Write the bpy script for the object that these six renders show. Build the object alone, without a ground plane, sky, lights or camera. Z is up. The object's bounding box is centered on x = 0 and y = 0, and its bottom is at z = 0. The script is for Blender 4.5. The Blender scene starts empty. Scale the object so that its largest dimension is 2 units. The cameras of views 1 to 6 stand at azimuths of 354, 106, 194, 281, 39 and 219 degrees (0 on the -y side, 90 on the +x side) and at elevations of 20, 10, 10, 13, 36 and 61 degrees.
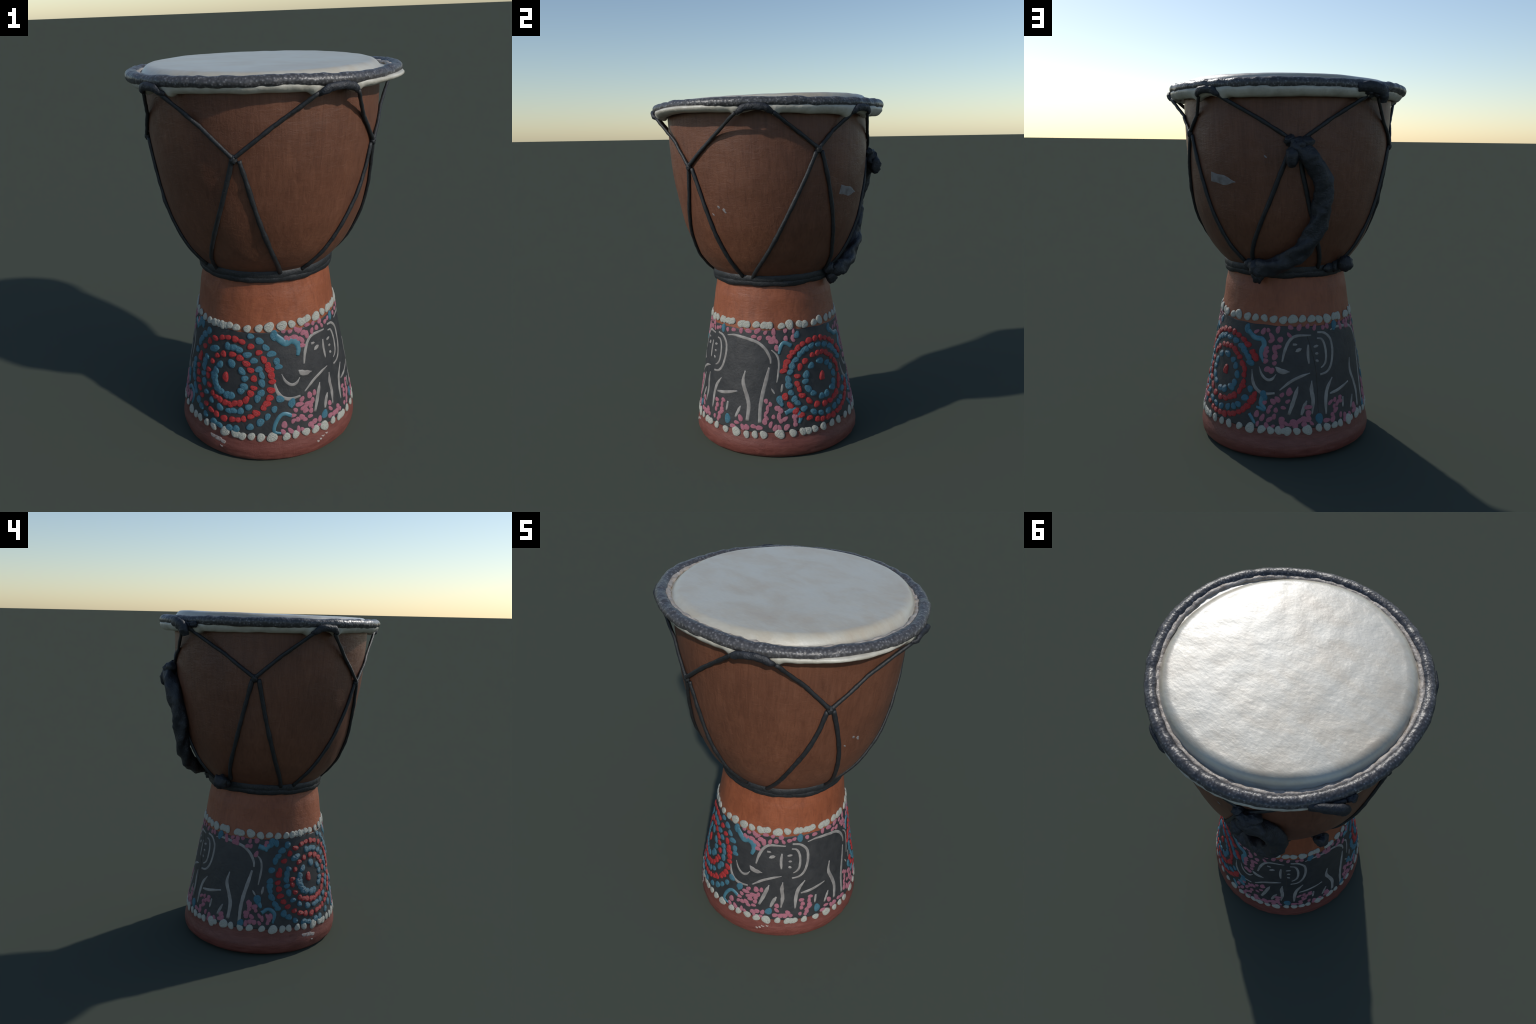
# A goblet-shaped African hand drum: carved wooden body, goat-skin head, black lacing, carrying handle
# and a painted foot with two elephants and two dotted circles.
# Places on the drum are given as (azimuth, height): azimuth in degrees, 0 = -y, 90 = +x; height in metres.
import bpy, bmesh, math, random
from math import sin, cos, pi, radians, atan2, hypot, exp
from mathutils import Vector, Matrix, noise

rng = random.Random(11)

# ------------------------------------------------------------------ small helpers
def pchip(xs, ys):
    """monotone cubic through the knots"""
    n = len(xs)
    h = [xs[i+1]-xs[i] for i in range(n-1)]
    d = [(ys[i+1]-ys[i])/h[i] for i in range(n-1)]
    m = [d[0]] + [0.0 if d[i-1]*d[i] <= 0 else 2*d[i-1]*d[i]/(d[i-1]+d[i]) for i in range(1, n-1)] + [d[-1]]
    def f(x):
        x = min(max(x, xs[0]), xs[-1])
        i = 0
        while i < n-2 and x > xs[i+1]:
            i += 1
        t = (x-xs[i])/h[i]
        return ((2*t**3-3*t*t+1)*ys[i] + (t**3-2*t*t+t)*h[i]*m[i] + (-2*t**3+3*t*t)*ys[i+1] + (t**3-t*t)*h[i]*m[i+1])
    return f

def lerp(a, b, t): return a+(b-a)*t
def smooth(a, b, x):
    t = min(max((x-a)/(b-a), 0.0), 1.0)
    return t*t*(3-2*t)
def wrap(a): return (a+180) % 360-180
def bump(az, c, w): return exp(-(wrap(az-c)/w)**2)

def catmull(points, steps):
    P = [Vector(p) for p in points]
    if len(P) == 2:
        return [P[0].lerp(P[1], i/steps) for i in range(steps+1)]
    P = [P[0]*2-P[1]] + P + [P[-1]*2-P[-2]]
    out = []
    for i in range(1, len(P)-2):
        a, b, c, d = P[i-1:i+3]
        for k in range(steps):
            t = k/steps
            out.append(0.5*((2*b)+(c-a)*t+(2*a-5*b+4*c-d)*t*t+(3*b-a-3*c+d)*t**3))
    out.append(P[-2])
    return out

# ------------------------------------------------------------------ the body's form
PROFILE_Z = [0, .02, .06, .12, .2, .4, .6, .8, .88, .92, .96, 1.0, 1.05, 1.12, 1.2, 1.3, 1.45, 1.6, 1.75, 1.95]
PROFILE_R = [.4640, .4825, .4895, .4775, .4645, .4296, .3932, .3566, .3452, .3370, .3315, .3385, .3820, .4348, .4720, .5070, .5375, .5600, .5715, .5785]
radius = pchip(PROFILE_Z, PROFILE_R)
axis_x = pchip([0, .9, 1.4, 2.0], [-.0215, -.0150, -.0045, -.0085])
axis_y = pchip([0, .9, 1.4, 2.0], [.0277, .0120, .0050, -.0055])
BORDER = .985          # bowl above, foot below; hidden under the neck band

def skin_noise(az, z):
    a = radians(az)
    v = Vector((cos(a)*.5, sin(a)*.5, z))
    return .0028*noise.noise(v*5.0) + .0012*noise.noise(v*17.0)

def surf(az, z, off=0.0):
    """point on the wooden body, `off` metres proud of it"""
    a = radians(az)
    r = radius(z)-.0045*sin(a)**2*smooth(1.0, 1.15, z)+skin_noise(az, z)+off
    return Vector((axis_x(z)+r*sin(a), axis_y(z)-r*cos(a), z))

def normal_at(az, z):
    e = .006
    du = surf(az+.6, z)-surf(az-.6, z)
    dv = surf(az, z+e)-surf(az, z-e)
    return du.cross(dv).normalized()

def polar(az, r, z, cx=0.0, cy=0.0):
    a = radians(az)
    return Vector((cx+r*sin(a), cy-r*cos(a), z))

# ------------------------------------------------------------------ materials
def new_mat(name, rough=.5, spec=.5):
    m = bpy.data.materials.new(name)
    m.use_nodes = True
    nt = m.node_tree
    b = nt.nodes["Principled BSDF"]
    b.inputs["Roughness"].default_value = rough
    b.inputs["Specular IOR Level"].default_value = spec
    return m, nt, b

def node(nt, kind, **kw):
    n = nt.nodes.new(kind)
    for k, v in kw.items():
        setattr(n, k, v)
    return n

def coords(nt, scale=(1, 1, 1)):
    tc = node(nt, "ShaderNodeTexCoord")
    mp = node(nt, "ShaderNodeMapping")
    mp.inputs["Scale"].default_value = scale
    nt.links.new(tc.outputs["Object"], mp.inputs["Vector"])
    return mp.outputs["Vector"]

def noise_tex(nt, vec, scale, detail=4, rough=.55, dist=0.0):
    n = node(nt, "ShaderNodeTexNoise")
    n.inputs["Scale"].default_value = scale
    n.inputs["Detail"].default_value = detail
    n.inputs["Roughness"].default_value = rough
    n.inputs["Distortion"].default_value = dist
    nt.links.new(vec, n.inputs["Vector"])
    return n.outputs["Fac"]

def ramp(nt, fac, stops):
    r = node(nt, "ShaderNodeValToRGB")
    while len(r.color_ramp.elements) < len(stops):
        r.color_ramp.elements.new(.5)
    for e, (p, c) in zip(r.color_ramp.elements, stops):
        e.position = p
        e.color = (*c, 1) if len(c) == 3 else c
    nt.links.new(fac, r.inputs["Fac"])
    return r.outputs["Color"]

def math_node(nt, op, a, b=None):
    n = node(nt, "ShaderNodeMath", operation=op)
    for i, v in enumerate((a, b)):
        if v is None: continue
        if isinstance(v, (int, float)): n.inputs[i].default_value = v
        else: nt.links.new(v, n.inputs[i])
    return n.outputs[0]

def mix(nt, fac, a, b, mode="MIX"):
    n = node(nt, "ShaderNodeMix", data_type="RGBA", blend_type=mode)
    for sock, v in ((n.inputs[0], fac), (n.inputs[6], a), (n.inputs[7], b)):
        if isinstance(v, (int, float)): sock.default_value = v
        elif isinstance(v, tuple): sock.default_value = (*v, 1)
        else: nt.links.new(v, sock)
    return n.outputs[2]

def bump_node(nt, bsdf, height, strength, dist=.01):
    b = node(nt, "ShaderNodeBump")
    b.inputs["Strength"].default_value = strength
    b.inputs["Distance"].default_value = dist
    nt.links.new(height, b.inputs["Height"])
    nt.links.new(b.outputs["Normal"], bsdf.inputs["Normal"])

def wood(name, dark, mid, light, rough, stretch=(34, 34, 3.4), swirl=.8):
    m, nt, b = new_mat(name, rough)
    grain = noise_tex(nt, coords(nt, stretch), 1.6, 6, .65, swirl)
    cloud = noise_tex(nt, coords(nt, (1, 1, .7)), 3.2, 3, .5, .6)
    fine = noise_tex(nt, coords(nt, (150, 150, 12)), 1.0, 3)
    c = ramp(nt, grain, [(.28, dark), (.5, mid), (.74, light)])
    c = mix(nt, .55, c, ramp(nt, cloud, [(.3, (.62, .60, .60)), (.68, (1.18, 1.16, 1.12))]), "MULTIPLY")
    c = mix(nt, .35, c, ramp(nt, fine, [(.3, (.7, .7, .7)), (.7, (1.15, 1.15, 1.15))]), "MULTIPLY")
    nt.links.new(c, b.inputs["Base Color"])
    lumps = noise_tex(nt, coords(nt, (1, 1, 2.2)), 24, 6, .68, .6)
    h = math_node(nt, "ADD", math_node(nt, "MULTIPLY", lumps, .7), math_node(nt, "MULTIPLY", grain, .5))
    bump_node(nt, b, h, .34, .010)
    return m, nt, b, c

bowl_mat, *_ = wood("stained_wood", (.108, .040, .0215), (.140, .055, .030), (.166, .069, .039), .45)
foot_mat, fnt, fb, fcol = wood("orange_wood", (.205, .057, .024), (.255, .074, .031), (.295, .091, .040), .5, (9, 9, 3.2), 2.4)
# the foot's lowest ring is stained red
zc = node(fnt, "ShaderNodeSeparateXYZ")
fnt.links.new(coords(fnt), zc.inputs[0])
lowmask = node(fnt, "ShaderNodeMapRange")
lowmask.inputs[1].default_value, lowmask.inputs[2].default_value = .30, .45
fnt.links.new(zc.outputs["Z"], lowmask.inputs[0])
red_wood = ramp(fnt, noise_tex(fnt, coords(fnt, (6, 6, 30)), 2.2, 5), [(.25, (.110, .029, .022)), (.5, (.148, .042, .032)), (.75, (.190, .063, .049))])
fnt.links.new(mix(fnt, lowmask.outputs[0], red_wood, fcol), fb.inputs["Base Color"])

def paint(name, col, rough=.42, vary=.2):
    m, nt, b = new_mat(name, rough)
    n = noise_tex(nt, coords(nt), 7, 4, .6)
    lo = tuple(c*(1-vary) for c in col)
    hi = tuple(min(c*(1+vary), 1) for c in col)
    nt.links.new(ramp(nt, n, [(.3, lo), (.7, hi)]), b.inputs["Base Color"])
    bump_node(nt, b, noise_tex(nt, coords(nt), 5, 3), .5, .05)
    return m

white_mat = paint("white_paint", (.43, .43, .375))
red_mat = paint("red_paint", (.42, .026, .026))
blue_mat = paint("blue_paint", (.050, .165, .225))
pink_mat = paint("pink_paint", (.42, .150, .195))

def simple(name, lo, hi, scale, rough, spec=.5, bump_s=0.0, bump_scale=None, bump_d=.004, sc=(1, 1, 1)):
    m, nt, b = new_mat(name, rough, spec)
    n = noise_tex(nt, coords(nt, sc), scale, 5, .6)
    nt.links.new(ramp(nt, n, [(.3, lo), (.7, hi)]), b.inputs["Base Color"])
    if bump_s:
        bump_node(nt, b, noise_tex(nt, coords(nt), bump_scale or scale, 4), bump_s, bump_d)
    return m

black_mat = simple("black_paint", (.020, .021, .023), (.036, .036, .037), 22, .55, .5, .4, 60, .004)
line_mat = simple("scratched_line", (.17, .155, .145), (.30, .285, .265), 20, .6)
drip_mat = simple("blue_paint_drip", (.036, .12, .165), (.075, .20, .25), 28, .42, .5, .3, 50, .004)
cord_mat = simple("black_cord", (.007, .0085, .010), (.019, .021, .024), 60, .55, .5, .5, 140, .004)
dark_mat = simple("dark_stand_in", (.010, .006, .005), (.018, .010, .008), 30, .9, .1)  # near-black brown for the solid lumps that stand for rim holes
crack_mat = simple("crack_edge", (.012, .011, .010), (.085, .068, .052), 60, .7)
mark_mat = simple("grey_mark", (.14, .12, .115), (.26, .25, .25), 24, .6)
chip_mat = simple("chipped_paint", (.20, .12, .10), (.40, .36, .33), 90, .6)
knot_mat = simple("black_braid", (.008, .0095, .013), (.024, .027, .034), 40, .55, .5, .7, 95, .006)

# rim rope: dark weave with light flecks
rope_mat, rnt, rb = new_mat("woven_rope", .5)
sep = node(rnt, "ShaderNodeSeparateXYZ"); rnt.links.new(coords(rnt), sep.inputs[0])
ang = math_node(rnt, "MULTIPLY", math_node(rnt, "ARCTAN2", sep.outputs["Y"], sep.outputs["X"]), .63*300)
rr = math_node(rnt, "POWER", math_node(rnt, "ADD", math_node(rnt, "POWER", sep.outputs["X"], 2), math_node(rnt, "POWER", sep.outputs["Y"], 2)), .5)
phi = math_node(rnt, "MULTIPLY", math_node(rnt, "ARCTAN2", math_node(rnt, "SUBTRACT", sep.outputs["Z"], 1.94), math_node(rnt, "SUBTRACT", rr, .62)), 6)
w1 = math_node(rnt, "SINE", math_node(rnt, "ADD", ang, phi))
w2 = math_node(rnt, "SINE", math_node(rnt, "SUBTRACT", math_node(rnt, "MULTIPLY", ang, .9), phi))
weave = math_node(rnt, "MULTIPLY", w1, w2)
vor = node(rnt, "ShaderNodeTexVoronoi")
vor.inputs["Scale"].default_value = 78
rnt.links.new(coords(rnt), vor.inputs["Vector"])
spot = math_node(rnt, "SUBTRACT", 1.0, vor.outputs["Distance"])
fleck = math_node(rnt, "ADD", math_node(rnt, "MULTIPLY", spot, .8), math_node(rnt, "MULTIPLY", noise_tex(rnt, coords(rnt), 40, 3, .6), .45))
fleck = math_node(rnt, "ADD", fleck, math_node(rnt, "MULTIPLY", weave, .05))
rcol = ramp(rnt, fleck, [(.50, (.048, .047, .049)), (.80, (.088, .086, .089)), (.92, (.155, .155, .16)), (1.05, (.23, .23, .24))])
rnt.links.new(rcol, rb.inputs["Base Color"])
bump_node(rnt, rb, math_node(rnt, "ADD", math_node(rnt, "MULTIPLY", spot, .8), noise_tex(rnt, coords(rnt), 60, 4)), .28, .006)
rb.inputs["Roughness"].default_value = .38

# drumhead: pale hide with tan blotches and fine hair grain
head_mat, hnt, hb = new_mat("goat_skin", .44, 1.0)
blot = noise_tex(hnt, coords(hnt, (1, 1.5, 1)), 3.4, 7, .66, .3)
hcol = ramp(hnt, blot, [(.30, (.485, .472, .402)), (.46, (.478, .450, .368)), (.58, (.45, .40, .305)), (.74, (.41, .33, .232))])
fibre = noise_tex(hnt, coords(hnt, (26, 75, 10)), 1.6, 4, .6)
hcol = mix(hnt, .30, hcol, ramp(hnt, fibre, [(.3, (.86, .86, .86)), (.7, (1.1, 1.1, 1.1))]), "MULTIPLY")
hnt.links.new(hcol, hb.inputs["Base Color"])
hh = math_node(hnt, "ADD", math_node(hnt, "MULTIPLY", noise_tex(hnt, coords(hnt, (1, 1.5, 1)), 34, 4, .55), .5), math_node(hnt, "MULTIPLY", noise_tex(hnt, coords(hnt), 9, 3), .8))
bump_node(hnt, hb, hh, .30, .012)
hb.inputs["Coat Weight"].default_value = .9
hb.inputs["Coat Roughness"].default_value = .36
hem_mat = simple("folded_skin", (.37, .345, .285), (.55, .53, .46), 14, .42, .5, .4, 30, .008)
ruffle_mat = simple("frayed_skin", (.26, .21, .165), (.52, .47, .41), 24, .45, .5, .6, 45, .01)

# ------------------------------------------------------------------ object helpers
root = bpy.data.objects.new("hand_drum", None)
bpy.context.scene.collection.objects.link(root)
root["label"] = "goblet-shaped wooden hand drum with black lacing and painted elephants"
root["category"] = "drum"

def add_mesh(name, verts, faces, mat, parent=None, smooth_shade=True):
    me = bpy.data.meshes.new(name)
    me.from_pydata([tuple(v) for v in verts], [], faces)
    me.materials.append(mat)
    if smooth_shade:
        me.polygons.foreach_set("use_smooth", [True]*len(me.polygons))
    me.update()
    ob = bpy.data.objects.new(name, me)
    bpy.context.scene.collection.objects.link(ob)
    ob.parent = parent or root
    return ob

def grid_faces(rows, cols, closed=True, base=0):
    F = []
    for i in range(rows-1):
        for j in range(cols if closed else cols-1):
            k = (j+1) % cols
            F.append((base+i*cols+j, base+i*cols+k, base+(i+1)*cols+k, base+(i+1)*cols+j))
    return F

def sweep(path, section, seg=12, cap=True, up=None, closed=False):
    """tube along `path`; section(s, t) -> (across, outward) for s along 0..1 and t around;
    `up(p)` gives the outward direction"""
    V, n = [], len(path)
    for i, p in enumerate(path):
        q0 = path[(i-1) % n] if closed else path[max(i-1, 0)]
        q1 = path[(i+1) % n] if closed else path[min(i+1, n-1)]
        tan = (q1-q0).normalized()
        o = up(p) if up else Vector((p.x, p.y, 0)).normalized()
        o = (o-tan*o.dot(tan)).normalized()
        side = tan.cross(o)
        s = i/(n if closed else n-1)
        for j in range(seg):
            a, b = section(s, 2*pi*j/seg)
            V.append(p+side*a+o*b)
    rows = n+1 if closed else n
    F = []
    for i in range(rows-1):
        for j in range(seg):
            k = (j+1) % seg
            i1 = (i+1) % n
            F.append((i*seg+j, i*seg+k, i1*seg+k, i1*seg+j))
    if cap and not closed:
        F.append(tuple(range(seg-1, -1, -1)))
        F.append(tuple((n-1)*seg+j for j in range(seg)))
    return V, F

def rough_v(V, amp, scale, seed=0):
    o = Vector((seed*3.7, seed*1.3, 7.1))
    return [v+noise.noise_vector(v*scale+o)*amp for v in V]

def blob_geo(c, ax, radii, seed, amp=.08, scale=22, rings=12, seg=18):
    """lumpy ellipsoid; ax = (side, up, out) unit vectors"""
    V = []
    for i in range(rings+1):
        th = pi*i/rings
        for j in range(seg):
            ph = 2*pi*j/seg
            d = Vector((sin(th)*cos(ph), cos(th), sin(th)*sin(ph)))
            k = 1+amp*noise.noise(d*2.2+Vector((seed, 0, 0)))*2
            V.append(Vector(c)+ax[0]*d.x*radii[0]*k+ax[1]*d.y*radii[1]*k+ax[2]*d.z*radii[2]*k)
    return V, grid_faces(rings+1, seg)

def joined(parts):
    V, F = [], []
    for v, f in parts:
        b = len(V)
        V += v
        F += [tuple(i+b for i in q) for q in f]
    return V, F

def frame_at(az):
    a = radians(az)
    return Vector((cos(a), sin(a), 0)), Vector((0, 0, 1)), Vector((sin(a), -cos(a), 0))

# ------------------------------------------------------------------ bowl and foot
SEG = 288
def lift(az, z):
    """the drum's foot is worn a little on the back left"""
    return .009*max(0, cos(radians(az+125)))*max(0, 1-z/.12)

def chips(az, z):
    """chipped lower edge of the foot"""
    a = radians(az)
    n = noise.noise(Vector((cos(a)*9, sin(a)*9, z*30)))
    return .006*max(0, n)*exp(-((z-.030)/.016)**2)

def lathe(name, zs, mat, foot=False):
    V = []
    for z in zs:
        for j in range(SEG):
            az = 360*j/SEG
            p = surf(az, z, chips(az, z) if foot else 0)
            if foot:
                p.z += lift(az, z)
            V.append(p)
    F = grid_faces(len(zs), SEG)
    return V, F

bowl_z = [BORDER+(1.925-BORDER)*i/150 for i in range(151)]
V, F = lathe("bowl", bowl_z, bowl_mat)
F.append(tuple((len(bowl_z)-1)*SEG+j for j in range(SEG)))
add_mesh("bowl", V, F, bowl_mat)
foot_z = [0, .003, .007, .012, .018, .025]+[.033+(BORDER-.033)*i/140 for i in range(141)]
V, F = lathe("foot", foot_z, foot_mat, True)
base = len(V)
V.append(Vector((axis_x(0), axis_y(0), .012)))
F += [(base, (j+1) % SEG, j) for j in range(SEG)]
add_mesh("foot", V, F, foot_mat)

# ------------------------------------------------------------------ black ground of the painted frieze
def frieze_top(az): return .703+.008*sin(radians(az-20))+.006*noise.noise(Vector((az*.07, 3, 0)))
def frieze_low(az): return .160-.012*cos(radians(az-60))+.005*noise.noise(Vector((az*.07, 9, 0)))
ROWS = 110
V = []
for i in range(ROWS+3):
    t = min(max((i-1)/ROWS, 0), 1)
    off = -.002 if i in (0, ROWS+2) else .0024
    for j in range(SEG):
        az = 360*j/SEG
        V.append(surf(az, lerp(frieze_low(az), frieze_top(az), t), off))
add_mesh("painted_frieze", V, grid_faces(ROWS+3, SEG), black_mat)
PAINT = .0024      # the black ground's thickness

# ------------------------------------------------------------------ dots of thick paint
def dot_mesh(name, mat, seed):
    """a dab of paint of unit radius: lumpy dome with a turned-in rim and a dimple"""
    r = random.Random(seed)
    rings, seg = 7, 20
    ph = [r.uniform(0, 6.28) for _ in range(3)]
    dx, dy = r.uniform(-.25, .25), r.uniform(-.25, .25)
    V = []
    for i in range(rings):
        t = i/(rings-1)
        rad = cos(t*pi/2*.985)
        for j in range(seg):
            a = 2*pi*j/seg
            k = 1+.09*sin(2*a+ph[0])+.06*sin(3*a+ph[1])
            x, y = rad*cos(a)*k, rad*sin(a)*k
            z = sin(t*pi/2)**.8
            z -= .22*exp(-((x-dx)**2+(y-dy)**2)/.06)
            z += .07*noise.noise(Vector((x*2.5, y*2.5, seed)))
            V.append((x, y, z-.12*(i == 0)))
    F = grid_faces(rings, seg)
    F.append(tuple((rings-1)*seg+j for j in range(seg)))
    me = bpy.data.meshes.new(name)
    me.from_pydata(V, [], F)
    me.materials.append(mat)
    me.polygons.foreach_set("use_smooth", [True]*len(me.polygons))
    return me

DOTS = {}
for nm, mt, s0 in (("white_dot", white_mat, 100), ("red_dot", red_mat, 200), ("blue_dot", blue_mat, 300), ("pink_dot", pink_mat, 400)):
    DOTS[nm] = [dot_mesh(nm, mt, s0+i) for i in range(5)]

def dot(kind, az, z, size, high=None, stretch=1.0, turn=None, sunk=0.0):
    me = rng.choice(DOTS[kind])
    ob = bpy.data.objects.new(kind, me)
    bpy.context.scene.collection.objects.link(ob)
    ob.parent = root
    n = normal_at(az, z)
    side, _, _ = frame_at(az)
    side = (side-n*side.dot(n)).normalized()
    up = n.cross(side)
    t = rng.uniform(0, 6.28) if turn is None else turn
    a, b = side*cos(t)+up*sin(t), up*cos(t)-side*sin(t)
    p = surf(az, z, PAINT-.0006-sunk)
    hgt = high if high else size*.34
    m = Matrix((a*size*stretch, b*size/stretch, n*hgt)).transposed().to_4x4()
    m.translation = p
    ob.matrix_world = m
    return ob

# white borders: azimuths of the dabs, big ones listed apart; heights follow a gentle wave
TOP_WHITE = [-176, -168, -160, -152, -144, -137, -129, -121, -115, -104, -100, -91, -82, -74, -66, -58, -52, -44, -37, -31, -22,
             -13, -5, 5, 13, 21, 27, 36, 44, 52, 60, 66, 75, 81, 90, 97, 102, 112, 119, 128, 133, 143, 150, 160, 168, 176]
BIG_TOP = {-160, -129, -91, -5, 5, 36, 119, 150}
def top_height(az): return .732+.010*sin(radians(az-35))+.006*sin(radians(2*az+10))
for az in TOP_WHITE:
    s = .0262 if az in BIG_TOP else rng.uniform(.0198, .0228)
    dot("white_dot", az, top_height(az)+rng.uniform(-.004, .004), s, .0078, rng.uniform(1, 1.06), 0 if rng.random() < .7 else 1.57)
for pair in ((-44, -37), (-52, -44), (-104, -100), (21, 27), (52, 58), (60, 66), (75, 81), (97, 102), (128, 133), (-121, -115)):
    m = sum(pair)/2
    dot("white_dot", m, top_height(m), .019, .0060)

LOW_WHITE = [-175, -170, -164, -158, -151, -143, -137, -131, -126, -118, -107, -101, -94, -87, -78, -70, -63, -58, -51, -45, -36,
             -29, -24, -18, -12, -5, 4, 10, 17, 24, 31, 39, 46, 51, 58, 67, 76, 84, 90, 96, 107, 116, 123, 127, 132, 139, 147, 154,
             163, 171, 179]
BIG_LOW = {-151, -118, -107, -70, -36, -5, 31, 76, 107, 171}
def low_height(az): return .1535-.0165*cos(radians(az-62))+.004*sin(radians(3*az))
for az in LOW_WHITE:
    s = .0280 if az in BIG_LOW else rng.uniform(.0198, .0230)
    dot("white_dot", az, low_height(az)+rng.uniform(-.004, .004), s, .0078, rng.uniform(1, 1.06), rng.choice([0, .5, 1.57]))
for pair in ((-29, -24), (46, 51), (123, 127), (-170, -164), (-118, -112)):
    m = sum(pair)/2
    dot("white_dot", m, low_height(m), .019, .0060)

# dotted circles: rings of dabs round a red heart; angles are clockwise from the top,
# the rings sit off centre by `lean` metres towards `lean_dir`
def circle(az0, z0, lean, lean_dir, rings):
    dot("red_dot", az0, z0, .023, .008, 1.18, 1.35)
    dot("red_dot", az0+.8, z0-.016, .012, .007)
    for kind, rad, size, angles in rings:
        for th in angles:
            r = rad+lean*cos(radians(th-lean_dir))+rng.uniform(-.003, .003)
            az = az0+math.degrees(r*sin(radians(th))/.40)
            along = pi/2-radians(th)+pi/2 if rng.random() < .5 else 0
            dot(kind, az, z0+r*cos(radians(th)), size*1.26*rng.uniform(.88, 1.12), .0072, rng.uniform(1, 1.2), along)

circle(-37.7, .448, .020, 112, (
    ("blue_dot", .086, .0165, (21, 62, 85, 108, 124, 158, 172, 195, 209, 223, 237, 250, 262, 275, 288, 325)),
    ("red_dot", .131, .0145, (14, 33, 51, 67, 85, 104, 117, 133, 147, 157, 167, 177, 190, 201, 212, 232, 256, 272, 303, 328, 349)),
    ("blue_dot", .170, .0155, (1, 12, 23, 40, 54, 70, 80, 93, 109, 119, 139, 153, 164, 171, 187, 206, 223, 242, 258, 273, 285, 297, 331, 324)),
    ("red_dot", .217, .0150, (0, 12, 22, 36, 49, 60, 69, 75, 83, 91, 102, 112, 120, 126, 137, 145, 154, 161, 168, 179, 190, 199, 210, 223,
                              234, 245, 257, 268, 282, 288, 306, 322, 336, 350)),
    ("blue_dot", .264, .0155, (29, 40, 50, 59, 69, 75, 110, 122, 132, 141, 152, 166, 173, 184, 191, 203, 213, 221, 232, 238, 249, 258, 264,
                               271, 286, 300, 307, 316, 327))))
circle(143.8, .431, .015, 215, (
    ("blue_dot", .097, .0165, (38, 64, 95, 125, 143, 173, 191, 220, 240, 263, 283, 317, 359)),
    ("red_dot", .144, .0150, (9, 24, 35, 47, 64, 76, 90, 106, 115, 127, 144, 155, 169, 183, 201, 219, 237, 251, 262, 278, 298, 315, 339, 355)),
    ("blue_dot", .191, .0160, (0, 17, 34, 40, 49, 57, 67, 111, 128, 144, 153, 164, 178, 191, 203, 219, 233, 240, 251, 263, 272, 284, 295, 306, 318, 325,
                               333, 345)),
    ("red_dot", .226, .0150, (8, 18, 30, 40, 53, 60, 63, 115, 121, 126, 134, 140, 148, 156, 162, 171, 179, 188, 195, 206, 217, 226, 236, 249, 284, 291,
                              297, 306, 313, 322, 332, 344, 356))))

# pink dabs, group by group
def dabs(group, size=.0148):
    for az, z in group:
        dot("pink_dot", az, z, size*rng.uniform(.82, 1.22), .0050, rng.uniform(1, 1.3), rng.choice([0, .6, 1.2, 1.57, 2.2]))

above_first_elephant = ((6, .703), (8, .664), (10, .656), (11, .695), (14, .661), (16, .699), (17, .649), (19, .689), (20, .610), (20, .639),
    (22, .674), (18, .694), (24, .664), (25, .658), (26, .708), (30, .668), (32, .705), (35, .675), (39, .703), (41, .674), (46, .682), (50, .691),
    (61, .692), (68, .698), (76, .700), (83, .703), (88, .674), (91, .706), (93, .667), (98, .698), (101, .668), (103, .648), (105, .665),
    (103, .660), (105, .702), (107, .614), (107, .651), (115, .664), (115, .707), (121, .670), (121, .656), (122, .701))
above_second_elephant = ((170, .667), (176, .672), (179, .547), (179, .584), (-180, .680), (-179, .478), (-177, .626), (-177, .649), (-176, .472),
    (-174, .511), (-174, .544), (-174, .571), (-174, .590), (179, .564), (179, .520), (-172, .686), (-171, .598), (-170, .635), (-163, .659),
    (-162, .699), (-155, .698), (-148, .702), (-142, .692), (-134, .687), (-130, .692), (-115, .692), (-114, .671), (-108, .691), (-106, .667),
    (-103, .664), (-103, .690), (-98, .694), (-93, .653), (-91, .682), (-90, .653), (-85, .609), (-85, .687), (-77, .660), (-76, .678))
under_first_trunk = ((2, .172), (3, .209), (7, .171), (9, .222), (9, .252), (11, .278), (12, .170), (12, .226), (14, .304), (15, .163), (15, .234),
    (16, .280), (16, .329), (17, .217), (18, .263), (18, .278), (19, .288), (20, .298), (21, .181), (21, .225), (22, .163), (22, .253), (22, .282),
    (22, .339), (22, .296), (24, .190), (24, .308), (26, .343), (27, .161), (28, .191))
under_first_belly = ((37, .182), (38, .218), (38, .249), (41, .180), (44, .180), (46, .199), (48, .178), (55, .183), (56, .226), (56, .280),
    (57, .252), (59, .174), (60, .191), (60, .206), (62, .237), (62, .266), (63, .292), (62, .222), (73, .161), (76, .186), (79, .215), (81, .167),
    (84, .170), (89, .179), (93, .174))
behind_first_elephant = ((97, .210), (98, .232), (98, .257), (98, .322), (99, .282), (101, .193), (101, .305), (103, .236), (104, .175),
    (106, .284), (107, .176), (107, .238), (108, .214), (111, .223), (112, .178), (118, .191), (118, .233), (108, .272), (118, .212))
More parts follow.
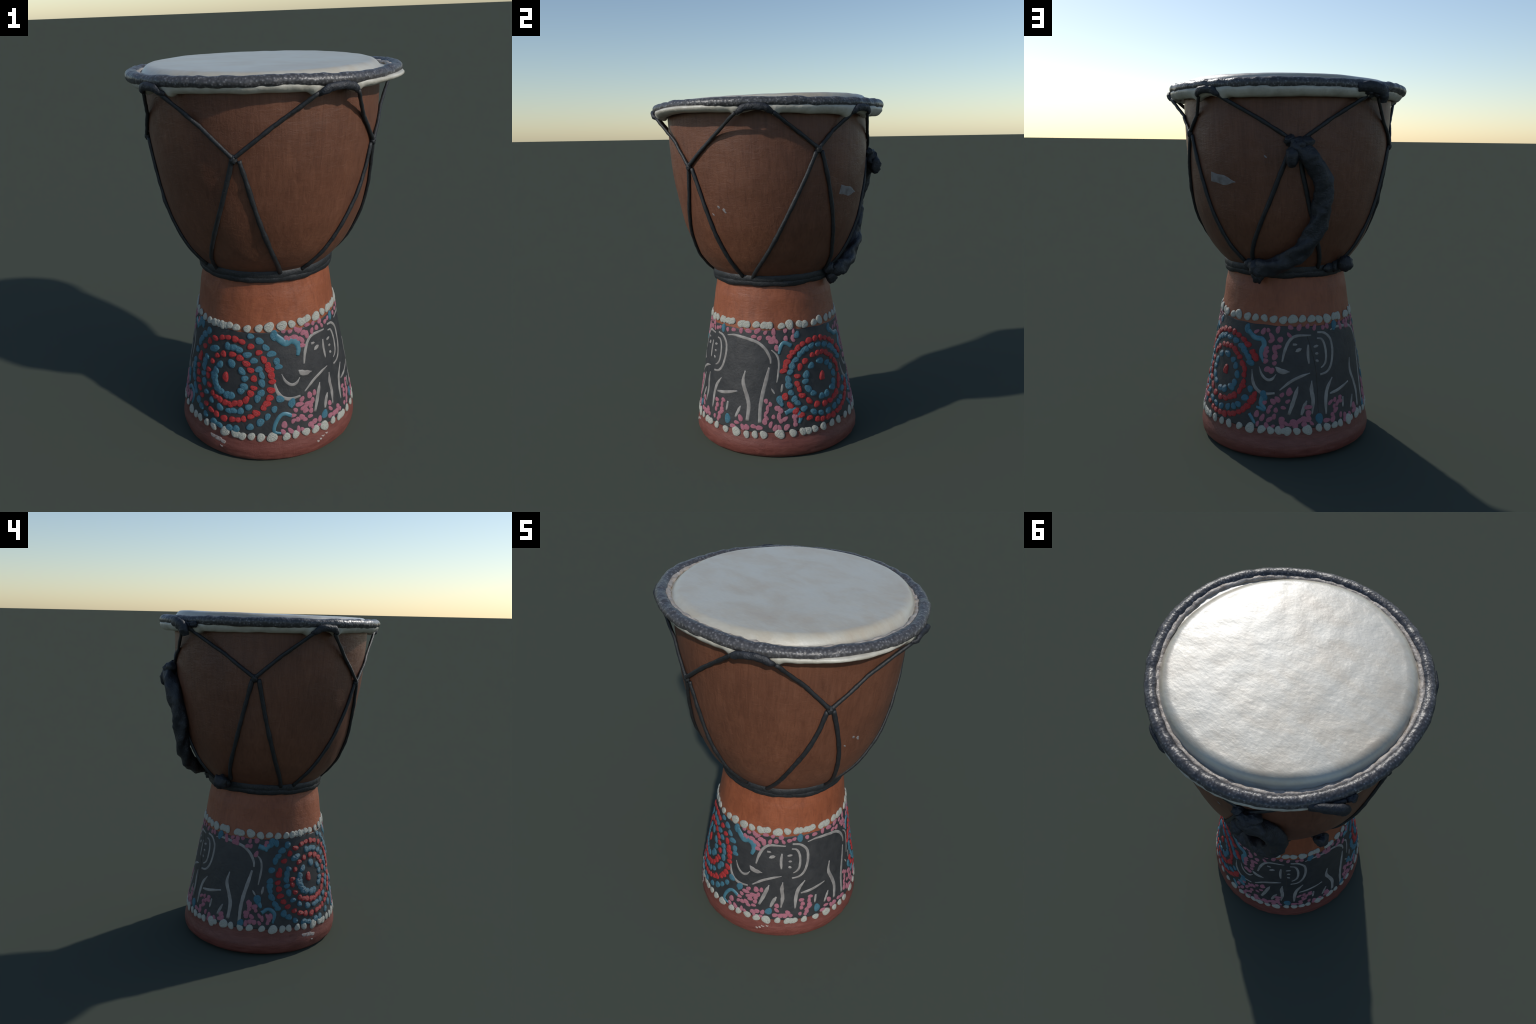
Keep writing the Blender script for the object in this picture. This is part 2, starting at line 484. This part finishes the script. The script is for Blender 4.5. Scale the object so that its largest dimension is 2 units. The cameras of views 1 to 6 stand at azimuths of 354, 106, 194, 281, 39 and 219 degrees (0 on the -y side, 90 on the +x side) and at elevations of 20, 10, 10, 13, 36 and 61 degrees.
under_second_trunk = ((175, .240), (176, .190), (179, .224), (-180, .304), (-178, .185), (-177, .261), (-176, .218), (-176, .282), (-174, .181),
    (-174, .312), (-173, .235), (-172, .268), (-171, .324), (-168, .181), (-168, .219), (-168, .207), (-168, .348), (-167, .282), (-165, .199),
    (-164, .315), (-163, .371), (-163, .360), (-162, .196), (-160, .209), (-159, .189), (-156, .214), (-153, .193), (-153, .220), (-150, .221),
    (-150, .249), (-150, .281), (-148, .196))
under_second_belly = ((-137, .199), (-133, .288), (-132, .198), (-132, .221), (-130, .262), (-129, .242), (-129, .296), (-127, .275),
    (-125, .209), (-124, .283), (-124, .301), (-121, .176), (-121, .199), (-116, .193), (-111, .199), (-110, .227), (-109, .207))
behind_second_elephant = ((-90, .200), (-90, .240), (-90, .261), (-90, .250), (-89, .327), (-88, .284), (-88, .305), (-88, .316), (-87, .213),
    (-86, .243), (-84, .211), (-84, .301), (-83, .280), (-80, .206), (-80, .248), (-78, .231), (-74, .206), (-74, .245), (-73, .223), (-72, .244))
for g in (above_first_elephant, above_second_elephant, under_first_trunk, under_first_belly, behind_first_elephant, under_second_trunk,
          under_second_belly, behind_second_elephant):
    dabs(g)

# single blue drops
for az, z, s in ((54.9, .693, .019), (32.4, .205, .020), (68.2, .195, .022), (124.7, .680, .018), (-122, .688, .021), (-142.4, .216, .023),
                 (-93.8, .200, .019), (-71.5, .676, .022), (-67.5, .672, .018), (8.8, .322, .020), (108, .328, .021), (-82.1, .344, .023),
                 (-1.5, .683, .021), (161.3, .676, .020), (178.8, .345, .018), (-180, .330, .016)):
    dot("blue_dot", az, z, s*1.12, .006, 1.15, 1.4)

# ------------------------------------------------------------------ brushed and scratched lines
def stroke(name, pts, width, mat, taper=(.35, .35), high=.0022, lift_off=PAINT, parent=None):
    """a ribbon with a domed section laid on the body through (azimuth, height) points"""
    steps = 7
    line = catmull([(wrap(a-pts[0][0]), z, 0) for a, z in pts], steps)
    n = len(line)
    V = []
    for i, q in enumerate(line):
        az, z = q.x+pts[0][0], q.y
        q0, q1 = line[max(i-1, 0)], line[min(i+1, n-1)]
        d = Vector((radians(q1.x-q0.x)*radius(z), q1.y-q0.y, 0)).normalized()
        s = i/(n-1)
        w = width*min(lerp(taper[0], 1, smooth(0, .3, s)), lerp(taper[1], 1, smooth(0, .3, 1-s)))*.5
        w *= 1+.16*noise.noise(Vector((az*.4, z*60, 2)))
        for k, f in ((-1, -.25), (-.8, .7), (-.3, 1), (.3, 1), (.8, .7), (1, -.25)):
            da = math.degrees(-d.y*w*k/radius(z))
            V.append(surf(az+da, z+d.x*w*k, lift_off+high*f))
    F = grid_faces(n, 6, closed=False)
    F = [tuple(reversed(f)) for f in F]
    F.append(tuple(range(6)))
    F.append(tuple((n-1)*6+j for j in reversed(range(6))))
    return add_mesh(name, V, F, mat, parent)

# the elephant is one design painted twice; azimuths are relative to the line behind its eye
ELEPHANT = (
    ("forehead", .011, (.6, .5), ((-20, .513), (-18.2, .572), (-14.6, .624), (-9, .648), (3, .648))),
    ("ear_edge", .010, (.7, .7), ((8.5, .660), (15, .652), (20, .622), (21.5, .585), (21, .531), (18.5, .477), (14.3, .447), (8.5, .438))),
    ("ear_fold", .009, (.6, .5), ((8, .629), (11.8, .623), (14.2, .595), (15.0, .552), (14.2, .505), (12, .483), (9.5, .473))),
    ("brow", .008, (1, .2), ((-12, .604), (-8.5, .603))),
    ("eye", .012, (.2, .2), ((-10, .566), (-7.5, .575), (-5, .581))),
    ("cheek", .010, (.6, .6), ((.2, .600), (-.3, .550), (.2, .500))),
    ("wrinkle", .009, (.5, .3), ((4.5, .585), (8.7, .590))),
    ("wrinkle", .009, (.5, .3), ((5.5, .550), (8.3, .549))),
    ("wrinkle", .009, (.5, .3), ((5.5, .516), (8, .508))),
    ("tusk", .018, (.25, .12), ((-24.8, .487), (-20.8, .466), (-14.3, .462))),
    ("trunk", .010, (.3, .3), ((-37.2, .482), (-34.7, .442), (-30.7, .418), (-27, .423), (-24.2, .449))),
    ("trunk", .012, (.2, .6), ((-42.8, .462), (-41.4, .404), (-38.2, .364), (-32.5, .344), (-24.8, .350))),
    ("jaw", .010, (.5, .3), ((-21.5, .366), (-14.2, .409), (-6.8, .436), (.6, .452))),
    ("front_leg", .014, (.3, .7), ((-8.5, .386), (-11, .328), (-15, .240))),
    ("front_leg", .014, (.3, .4), ((1.7, .412), (1.2, .362), (2, .308), (1, .236))),
    ("front_leg", .013, (.4, .6), ((-2.6, .310), (-4.8, .275), (-6.6, .236))),
    ("front_leg", .014, (.3, .5), ((18.8, .412), (13.8, .360), (11.8, .300), (11.3, .226))),
    ("belly", .011, (.5, .5), ((15.5, .329), (23.5, .338), (35.5, .362))),
    ("spine", .011, (.4, .6), ((21.5, .662), (30, .670), (42, .660), (51.3, .643), (57.8, .608), (61.5, .560), (62, .528))),
    ("rump", .014, (.6, .9), ((60.7, .508), (58.2, .440), (55.4, .362), (53.7, .286), (53.3, .200))),
    ("hind_leg", .015, (.35, .9), ((41.5, .482), (40.0, .418), (43.3, .347), (45.1, .291), (44.2, .206))),
    ("tail", .008, (.5, .6), ((62.8, .604), (67.2, .572), (68.4, .527), (67.4, .470), (66.2, .424))),
    ("tail", .007, (.3, .5), ((62, .392), (64.5, .362))),
    ("tail", .009, (.6, .4), ((70.4, .415), (69.2, .370))),
    ("hind_leg", .010, (.7, .6), ((27.5, .293), (26.5, .238))),
    ("hind_leg", .011, (.5, .7), ((38.7, .282), (34.7, .215))),
)
for az0, dz in ((40, 0), (211.7, .006)):
    for nm, w, tp, pts in ELEPHANT:
        stroke("elephant_"+nm, [(az0+a, z+dz) for a, z in pts], w*1.55, line_mat, tp, .0012)

DRIPS = (
    (.030, ((-2.2, .690), (3.2, .658), (7, .638), (11.5, .648), (15.5, .634), (16.8, .600), (15.6, .565))),
    (.018, ((8.1, .252), (4, .268), (.6, .259), (-2.6, .221), (-3.6, .178), (.6, .166))),
    (.018, ((9.2, .325), (8.0, .296))),
    (.020, ((119.4, .622), (113.7, .642), (110.4, .622), (108.6, .581))),
    (.022, ((108.1, .329), (109.7, .294))),
    (.024, ((111.3, .254), (117.8, .272), (122.1, .235), (120.8, .195))),
    (.024, ((161.3, .673), (168.6, .636), (175.4, .630), (177.3, .600), (175.1, .560), (177.6, .513))),
    (.022, ((179.0, .348), (177.5, .300), (180.0, .269), (174.5, .277))),
    (.016, ((169.7, .237), (174.4, .189))),
    (.026, ((-83.3, .656), (-76.8, .646), (-71.5, .674))),
    (.018, ((-76.8, .652), (-76.3, .625))),
    (.020, ((-82.1, .344), (-79.1, .295))),
    (.020, ((-78.5, .267), (-73.6, .288), (-68.9, .258), (-70.2, .203))),
)
for w, pts in DRIPS:
    stroke("blue_drip", pts, w*1.2, drip_mat, (1.0, .55), .0042)

# hairline crack through the second elephant
stroke("crack", ((211.2, .655), (214.5, .575), (216.8, .485), (217.3, .378), (217, .250)), .0026, crack_mat, (.3, .3), .0018)

# scuffs: pale scrap on the bowl, specks, chipped paint at the foot
def scuff(pts, w, mat=mark_mat, tp=(1, .1), nm="scuff"):
    stroke(nm, pts, w, mat, tp, .0012, .0)
scuff(((149.3, 1.493), (154, 1.485), (159, 1.477), (166.2, 1.470)), .050)
for az, z, w in ((74.6, 1.413, .014), (78.0, 1.399, .016), (78.6, 1.388, .010), (70.1, 1.371, .008), (-176.5, 1.60, .008)):
    scuff(((az-.7, z+.006), (az+.7, z-.006)), w, mark_mat, (.5, .5))
for az, z, w, l in ((-45, .104, .020, 2.2), (-41, .100, .026, 3), (-37, .092, .022, 2), (-38, .062, .009, 1), (25, .076, .012, .8), (27, .082, .010, .8), (29, .092, .008, 1.2), (32, .098, .007, 1)):
    scuff(((az-l, z+.006), (az, z-.002), (az+l, z+.002)), w, chip_mat, (.3, .3), "paint_chip")

# ------------------------------------------------------------------ drumhead
def rope_r(az):
    th = radians(az-90)
    return .6265+.0044*cos(2*th)-.0061*sin(2*th)+.0052*cos(3*th)-.0066*sin(3*th)
ROPE_C = (-.0035, -.0030)
def rope_z(az): return 1.9455-.013*bump(az, 34, 22)-.004*bump(az, 140, 40)+.003*bump(az, 270, 40)

def front(az): return .5+.5*cos(radians(az-15))
def head_edge(az): return .568+.012*front(az)**2-.010*bump(az, 75, 30)
def head_z(az, r):
    a = radians(az)
    y = -r*cos(a)
    z = 1.9898+.017*y-.005*r*sin(a)+.002*(r/.56)**2-.009*(r/.56)**6*front(az)
    z += .0022*noise.noise(Vector((r*sin(a)*3.5, y*3.5, 1)))+.0009*noise.noise(Vector((r*sin(a)*14, y*14, 5)))
    return z
RN = [0.001]+[.56*i/40 for i in range(1, 37)]
V = []
SEGH = 240
rows = []
for r in RN:
    rows.append([polar(360*j/SEGH, r*head_edge(360*j/SEGH)/.56, head_z(360*j/SEGH, r), -.004, 0) for j in range(SEGH)])
for k in range(1, 15):                      # rounded shoulder, then the groove beside the rope
    t = k/14
    row = []
    for j in range(SEGH):
        az = 360*j/SEGH
        e = head_edge(az)
        r0 = .56*36/40*e/.56
        z0 = head_z(az, .56*.9)
        zg = rope_z(az)+.003+.002*front(az)
        if t < .7:
            s = t/.7
            r = lerp(r0, e+.008, s)
            z = lerp(z0, zg, s**lerp(4.0, 2.4, front(az)))
        else:
            s = (t-.7)/.3
            r = lerp(e+.008, .606, s)
            z = zg-.002*sin(pi*s)
        z += .0012*noise.noise(Vector((cos(radians(az))*8, sin(radians(az))*8, r*20)))
        row.append(polar(az, r, z, -.004, 0))
    rows.append(row)
V = [p for row in rows for p in row]
F = grid_faces(len(rows), SEGH)
F.append(tuple(range(SEGH-1, -1, -1)))
add_mesh("drumhead", V, F, head_mat)

# frayed inner edge of the skin, pressed up against the rope
path, N = [], 360
for i in range(N):
    az = i
    a = radians(az)
    w = noise.noise(Vector((cos(a)*9, sin(a)*9, 4)))
    path.append(polar(az, rope_r(az)-.031+.005*w, rope_z(az)+.006+.004*noise.noise(Vector((cos(a)*14, sin(a)*14, 8))), *ROPE_C))
def ruff(s, t):
    a = 2*pi*s
    k = 1+.45*noise.noise(Vector((cos(a)*16, sin(a)*16, t)))
    return .009*k*cos(t), .015*k*sin(t)
V, F = sweep(path, ruff, 10, closed=True)
add_mesh("frayed_skin_edge", rough_v(V, .003, 60), F, ruffle_mat)

# rim rope
path = [polar(i*.75, rope_r(i*.75)+.004*noise.noise(Vector((cos(i*.0131)*5, sin(i*.0131)*5, 9))), rope_z(i*.75)+.004*noise.noise(Vector((cos(i*.0131)*7, sin(i*.0131)*7, 0))), *ROPE_C) for i in range(480)]
def ropesec(s, t):
    a = 2*pi*s
    k = 1+.17*noise.noise(Vector((cos(a)*10, sin(a)*10, 2)))+.06*noise.noise(Vector((cos(a)*28, sin(a)*28, t)))
    return (.0255+.0035*bump(math.degrees(a), 180, 60))*k*cos(t), .031*k*sin(t)
V, F = sweep(path, ropesec, 20, closed=True)
add_mesh("rim_rope", rough_v(V, .0014, 45), F, rope_mat)

# folded hem of the skin under the rope; its flares at the cord ends copy webbing in the scan
LACES = ((-60.5, -47.5), (15, 31.5), (92.5, 107.5), (149, 163), (-127.5, -121))      # loop starts and ends at the rim
def hem_out(az):
    return rope_r(az)+.032+.020*bump(az, 60, 14)-.012*bump(az, 97, 18)-.018*bump(az, 22, 9)-.024*bump(az, 268, 20)-.014*bump(az, -35, 32)
def hem_low(az):
    z = rope_z(az)-.049-.015*bump(az, 176, 55)-.005*bump(az, 270, 40)+.009*bump(az, 56, 24)+.004*noise.noise(Vector((cos(radians(az))*6, sin(radians(az))*6, 3)))
    for a, b in LACES:
        z -= .016*bump(az, a-1.5, 1.8)+.016*bump(az, b+1.5, 1.8)
        if b > a: z += .012*bump(az, (a+b)/2, 4)
    return z
rows = []
for k in range(18):
    t = 2*pi*k/18
    row = []
    for j in range(480):
        az = .75*j
        ro, zl = hem_out(az), hem_low(az)
        zt = rope_z(az)-.006
        a = radians(az)
        wob = .004*noise.noise(Vector((cos(a)*11, sin(a)*11, cos(t)*1.2)))+.002*noise.noise(Vector((cos(a)*30, sin(a)*30, t)))
        hw, hh = (ro-.59)/2, (zt-zl)/2
        cr, sr = abs(cos(t))**.75*(1 if cos(t) > 0 else -1), abs(sin(t))**.75*(1 if sin(t) > 0 else -1)
        row.append(polar(az, (ro+.59)/2+hw*cr+wob*max(cos(t), 0)-.010*max(cos(t), 0)*(1-sr)*.5-.012*max(-sr, 0), (zt+zl)/2+hh*sr, *ROPE_C))
    rows.append(row)
rows.append(rows[0])
V = [p for r_ in rows[:-1] for p in r_]
F = []
for i in range(18):
    for j in range(480):
        F.append((((i+1) % 18)*480+j, ((i+1) % 18)*480+(j+1) % 480, i*480+(j+1) % 480, i*480+j))
F = [tuple(reversed(f)) for f in F]
add_mesh("skin_hem", V, F, hem_mat)

# dark lumps added to stand for holes beside the rope; the skin is uncut
for az, s in ((-143, .020), (-87, .016)):
    side, up, out = frame_at(az)
    V, F = blob_geo(polar(az, .592, 1.942, *ROPE_C), (side, up, out), (s, .006, s*.7), az, .3)
    add_mesh("gap_stand_in", V, F, dark_mat)

# ------------------------------------------------------------------ lacing
def cord_section(r, flat=.8, seed=0):
    def f(s, t):
        k = 1+.26*noise.noise(Vector((s*9, seed, 0)))+.16*noise.noise(Vector((s*28, seed, 5)))
        return r*k*cos(t), r*flat*k*sin(t)
    return f

KNOTS = {"a": (-20, 1.622), "b": (57, 1.626), "c": (132, 1.713), "d": (-161, 1.668), "e": (-88, 1.658)}
CORD = .0118
def upper(knot, az_rim, seed):
    """from the rim down to a knot: straight through the air, then along the wood"""
    ka, kz = KNOTS[knot]
    start = polar(az_rim, rope_r(az_rim)+.016, rope_z(az_rim)-.050, *ROPE_C)
    end = surf(ka, kz, .014)
    touch = surf(az_rim+wrap(ka-az_rim)*.5, lerp(start.z, kz, .5), .008)     # where the cord meets the wood
    pts = [start.lerp(touch, i/10)+noise.noise_vector(Vector((i*.6, seed, 2)))*.0015 for i in range(10)]
    for i in range(14):
        t = .5+.5*i/13
        pts.append(surf(az_rim+wrap(ka-az_rim)*t, lerp(start.z, kz, t), .008+.005*smooth(.8, 1, t)+.002*noise.noise(Vector((t*7, seed, 0)))))
    V, F = sweep(pts, cord_section(CORD*.86, .85, seed), 10)
    add_mesh("lacing_cord", V, F, cord_mat)

def leg(pts, seed):
    line = catmull([(wrap(a-pts[0][0]), z, 0) for a, z in pts], 9)
    path = [surf(q.x+pts[0][0], q.y, .006+.002*noise.noise(Vector((i*.25, seed, 0)))) for i, q in enumerate(line)]
    V, F = sweep(path, cord_section(CORD, .8, seed+40), 10)
    add_mesh("lacing_cord", V, F, cord_mat)

for i, (k, l, r) in enumerate((("a", -49, 15), ("b", 32.5, 91.5), ("c", 108, 150), ("d", 162, -129), ("e", -122, -60))):
    upper(k, l, i*2+1)
    upper(k, r, i*2+2)
    az, z = KNOTS[k]
    side, up, out = frame_at(az)
    V, F = blob_geo(surf(az, z-.004, .010), (side, up, out), (.017, .021, .015), i+.5, .15)
    add_mesh("lacing_knot", V, F, cord_mat)

LEGS = (((-20.8, 1.612), (-23.5, 1.524), (-28.6, 1.392), (-34.5, 1.265), (-41.6, 1.145), (-52, 1.005)),
        ((-17.5, 1.612), (-14.9, 1.511), (-11.5, 1.374), (-7.1, 1.242), (-1.6, 1.12), (5, 1.005)),
        ((56, 1.615), (52.5, 1.487), (47.5, 1.37), (42, 1.27), (36.5, 1.17), (30.5, 1.085), (24, 1.005)),
        ((58.9, 1.615), (62.6, 1.497), (66.5, 1.355), (69.8, 1.223), (73.4, 1.109), (77.5, 1.005)),
        ((131.1, 1.70), (125.6, 1.577), (120.4, 1.47), (113.6, 1.339), (106.2, 1.21), (97.6, 1.101), (86, .995)),
        ((134.2, 1.70), (138.8, 1.56), (143.3, 1.415), (147.5, 1.28), (152.2, 1.16), (160, 1.03)),
        ((-163.5, 1.66), (-168.9, 1.516), (-174.7, 1.376), (-181.2, 1.251), (-190, 1.10), (-193, 1.03)),
        ((-159.5, 1.64), (-157.9, 1.537), (-155, 1.434), (-152, 1.335), (-145, 1.162), (-137, 1.01)),
        ((-89.2, 1.65), (-93, 1.514), (-97, 1.383), (-101.3, 1.26), (-107.5, 1.13), (-112, 1.04)),
        ((-85.8, 1.65), (-83.1, 1.518), (-80.4, 1.398), (-76.8, 1.273), (-72.4, 1.154), (-64.5, 1.005)))
for i, p in enumerate(LEGS):
    leg(p, i)

# loops of cord that grip rope and hem
for i, (a, b) in enumerate(LACES):
    m = (a+b)/2
    R = lambda az, d: rope_r(az)+d
    pts = [polar(a-.5, R(a, .010), rope_z(m)-.052, *ROPE_C), polar(a+1.0, R(a, .028), rope_z(m)-.042, *ROPE_C), polar(lerp(a, m, .45), R(m, .031), rope_z(m)-.027, *ROPE_C),
           polar(m, R(m, .032), rope_z(m)-.022, *ROPE_C), polar(lerp(b, m, .45), R(m, .031), rope_z(m)-.027, *ROPE_C),
           polar(b-1.0, R(b, .028), rope_z(m)-.042, *ROPE_C), polar(b+.5, R(b, .010), rope_z(m)-.052, *ROPE_C)]
    def loopsec(s, t, seed=i):
        k = lerp(.75, 1.25, smooth(0, .35, min(s, 1-s)*1.0))*(1+.12*noise.noise(Vector((s*8, seed, t))))
        return .0150*k*cos(t), .0105*k*sin(t)
    V, F = sweep(catmull(pts, 7), loopsec, 12)
    add_mesh("lacing_loop", rough_v(V, .0025, 50, i), F, knot_mat)

# the lacing's end, tied over the rope with its tail hanging
parts = []
tail = [polar(-135, .655, 1.935, *ROPE_C), polar(-130, .676, 1.940, *ROPE_C), polar(-125.5, .690, 1.930, *ROPE_C), polar(-122.8, .690, 1.902, *ROPE_C), polar(-122, .680, 1.870, *ROPE_C)]
def tailsec(s, t):
    k = lerp(.9, 1.15, smooth(0, .6, s))*lerp(1, .7, smooth(.75, 1, s))
    return .026*k*cos(t), .019*k*sin(t)
parts.append(sweep(catmull(tail, 8), tailsec, 14))
for az, r, z, rad in ((-124, .640, 1.952, .017), (-129, .662, 1.922, .024), (-119, .658, 1.928, .022), (-125, .676, 1.912, .026)):
    side, up, out = frame_at(az)
    parts.append(blob_geo(polar(az, r, z, *ROPE_C), (side, up, out), (rad*1.2, rad*.8, rad), az, .2))
V, F = joined(parts)
add_mesh("lacing_tail", rough_v(V, .004, 40), F, knot_mat)

# neck band: two flattened turns of cord where bowl and foot meet
for k, (zz, rad, hgt, off) in enumerate(((.998, .0120, .025, .004), (.975, .0125, .022, .007))):
    path = []
    for i in range(240):
        az = 1.5*i
        a = radians(az)
        z = zz+.006*noise.noise(Vector((cos(a)*3, sin(a)*3, k*5)))+.008*bump(az, 235, 40)+.008*bump(az, 155, 25)
        path.append(surf(az, z, off))
    def bandsec(s, t, k=k, rad=rad, hgt=hgt):
        a = 2*pi*s
        q = 1+.18*noise.noise(Vector((cos(a)*6, sin(a)*6, k*3+1)))+.08*noise.noise(Vector((cos(a)*25, sin(a)*25, t)))
        return hgt*q*cos(t), rad*q*sin(t)
    V, F = sweep(path, bandsec, 14, closed=True)
    add_mesh("neck_band", rough_v(V, .0015, 60), F, cord_mat)

# ------------------------------------------------------------------ carrying handle: a thick twisted braid
HANDLE = ((-164, 1.655, .040), (-158.5, 1.622, .046), (-154, 1.585, .044), (-149.3, 1.515, .041), (-147, 1.43, .039), (-147, 1.344, .042), (-149, 1.262, .049),
          (-152.5, 1.188, .058), (-158.5, 1.120, .062), (-166.5, 1.066, .066), (-176.5, 1.034, .070), (-185, 1.020, .064), (-190, 1.008, .048))
line = catmull([(a, z, o) for a, z, o in HANDLE], 10)
path = [surf(q.x, q.y, q.z) for q in line]
def braid(s, t):
    w = pchip([0, .12, .3, .5, .75, 1], [.040, .047, .051, .048, .047, .043])(s)
    twist = s*34
    lobe = 1+.13*cos(3*t+twist)+.12*noise.noise(Vector((s*30, cos(t)*1.3, sin(t)*1.3)))
    return w*.98*lobe*cos(t), w*.86*lobe*sin(t)
body_up = lambda p: Vector((p.x-axis_x(p.z), p.y-axis_y(p.z), 0)).normalized()
V, F = sweep(path, braid, 30, up=body_up)
handle = add_mesh("carrying_handle", rough_v(V, .004, 32), F, knot_mat)
parts = []
for az, z, off, rad, sd in ((-160.5, 1.655, .038, (.044, .042, .042), 1), (-163.5, 1.600, .068, (.032, .046, .034), 2), (-157.5, 1.672, .030, (.045, .028, .034), 3), (-164.5, 1.680, .018, (.030, .026, .026), 6)):
    parts.append(blob_geo(surf(az, z, off), frame_at(az), rad, sd, .14))
V, F = joined(parts)
add_mesh("handle_knot", rough_v(V, .005, 34), F, knot_mat, handle)
parts = []
for az, z, off, rad, sd in ((172, 1.020, .050, (.044, .046, .046), 4), (170.5, .972, .046, (.034, .042, .034), 5), (165, 1.03, .020, (.040, .034, .030), 7)):
    parts.append(blob_geo(surf(az, z, off), frame_at(az), rad, sd, .14))
V, F = joined(parts)
add_mesh("handle_knot", rough_v(V, .005, 34), F, knot_mat, handle)

# loose end of the neck band: a ball knot
parts = [blob_geo(surf(-117.5, 1.030, .066), frame_at(-117.5), (.042, .044, .040), 9, .12),
         blob_geo(surf(-119, 1.015, .022), frame_at(-119), (.036, .034, .030), 10, .14),
         blob_geo(surf(-126, 1.006, .016), frame_at(-126), (.040, .026, .020), 11, .14)]
V, F = joined(parts)
add_mesh("ball_knot", rough_v(V, .004, 36), F, knot_mat)
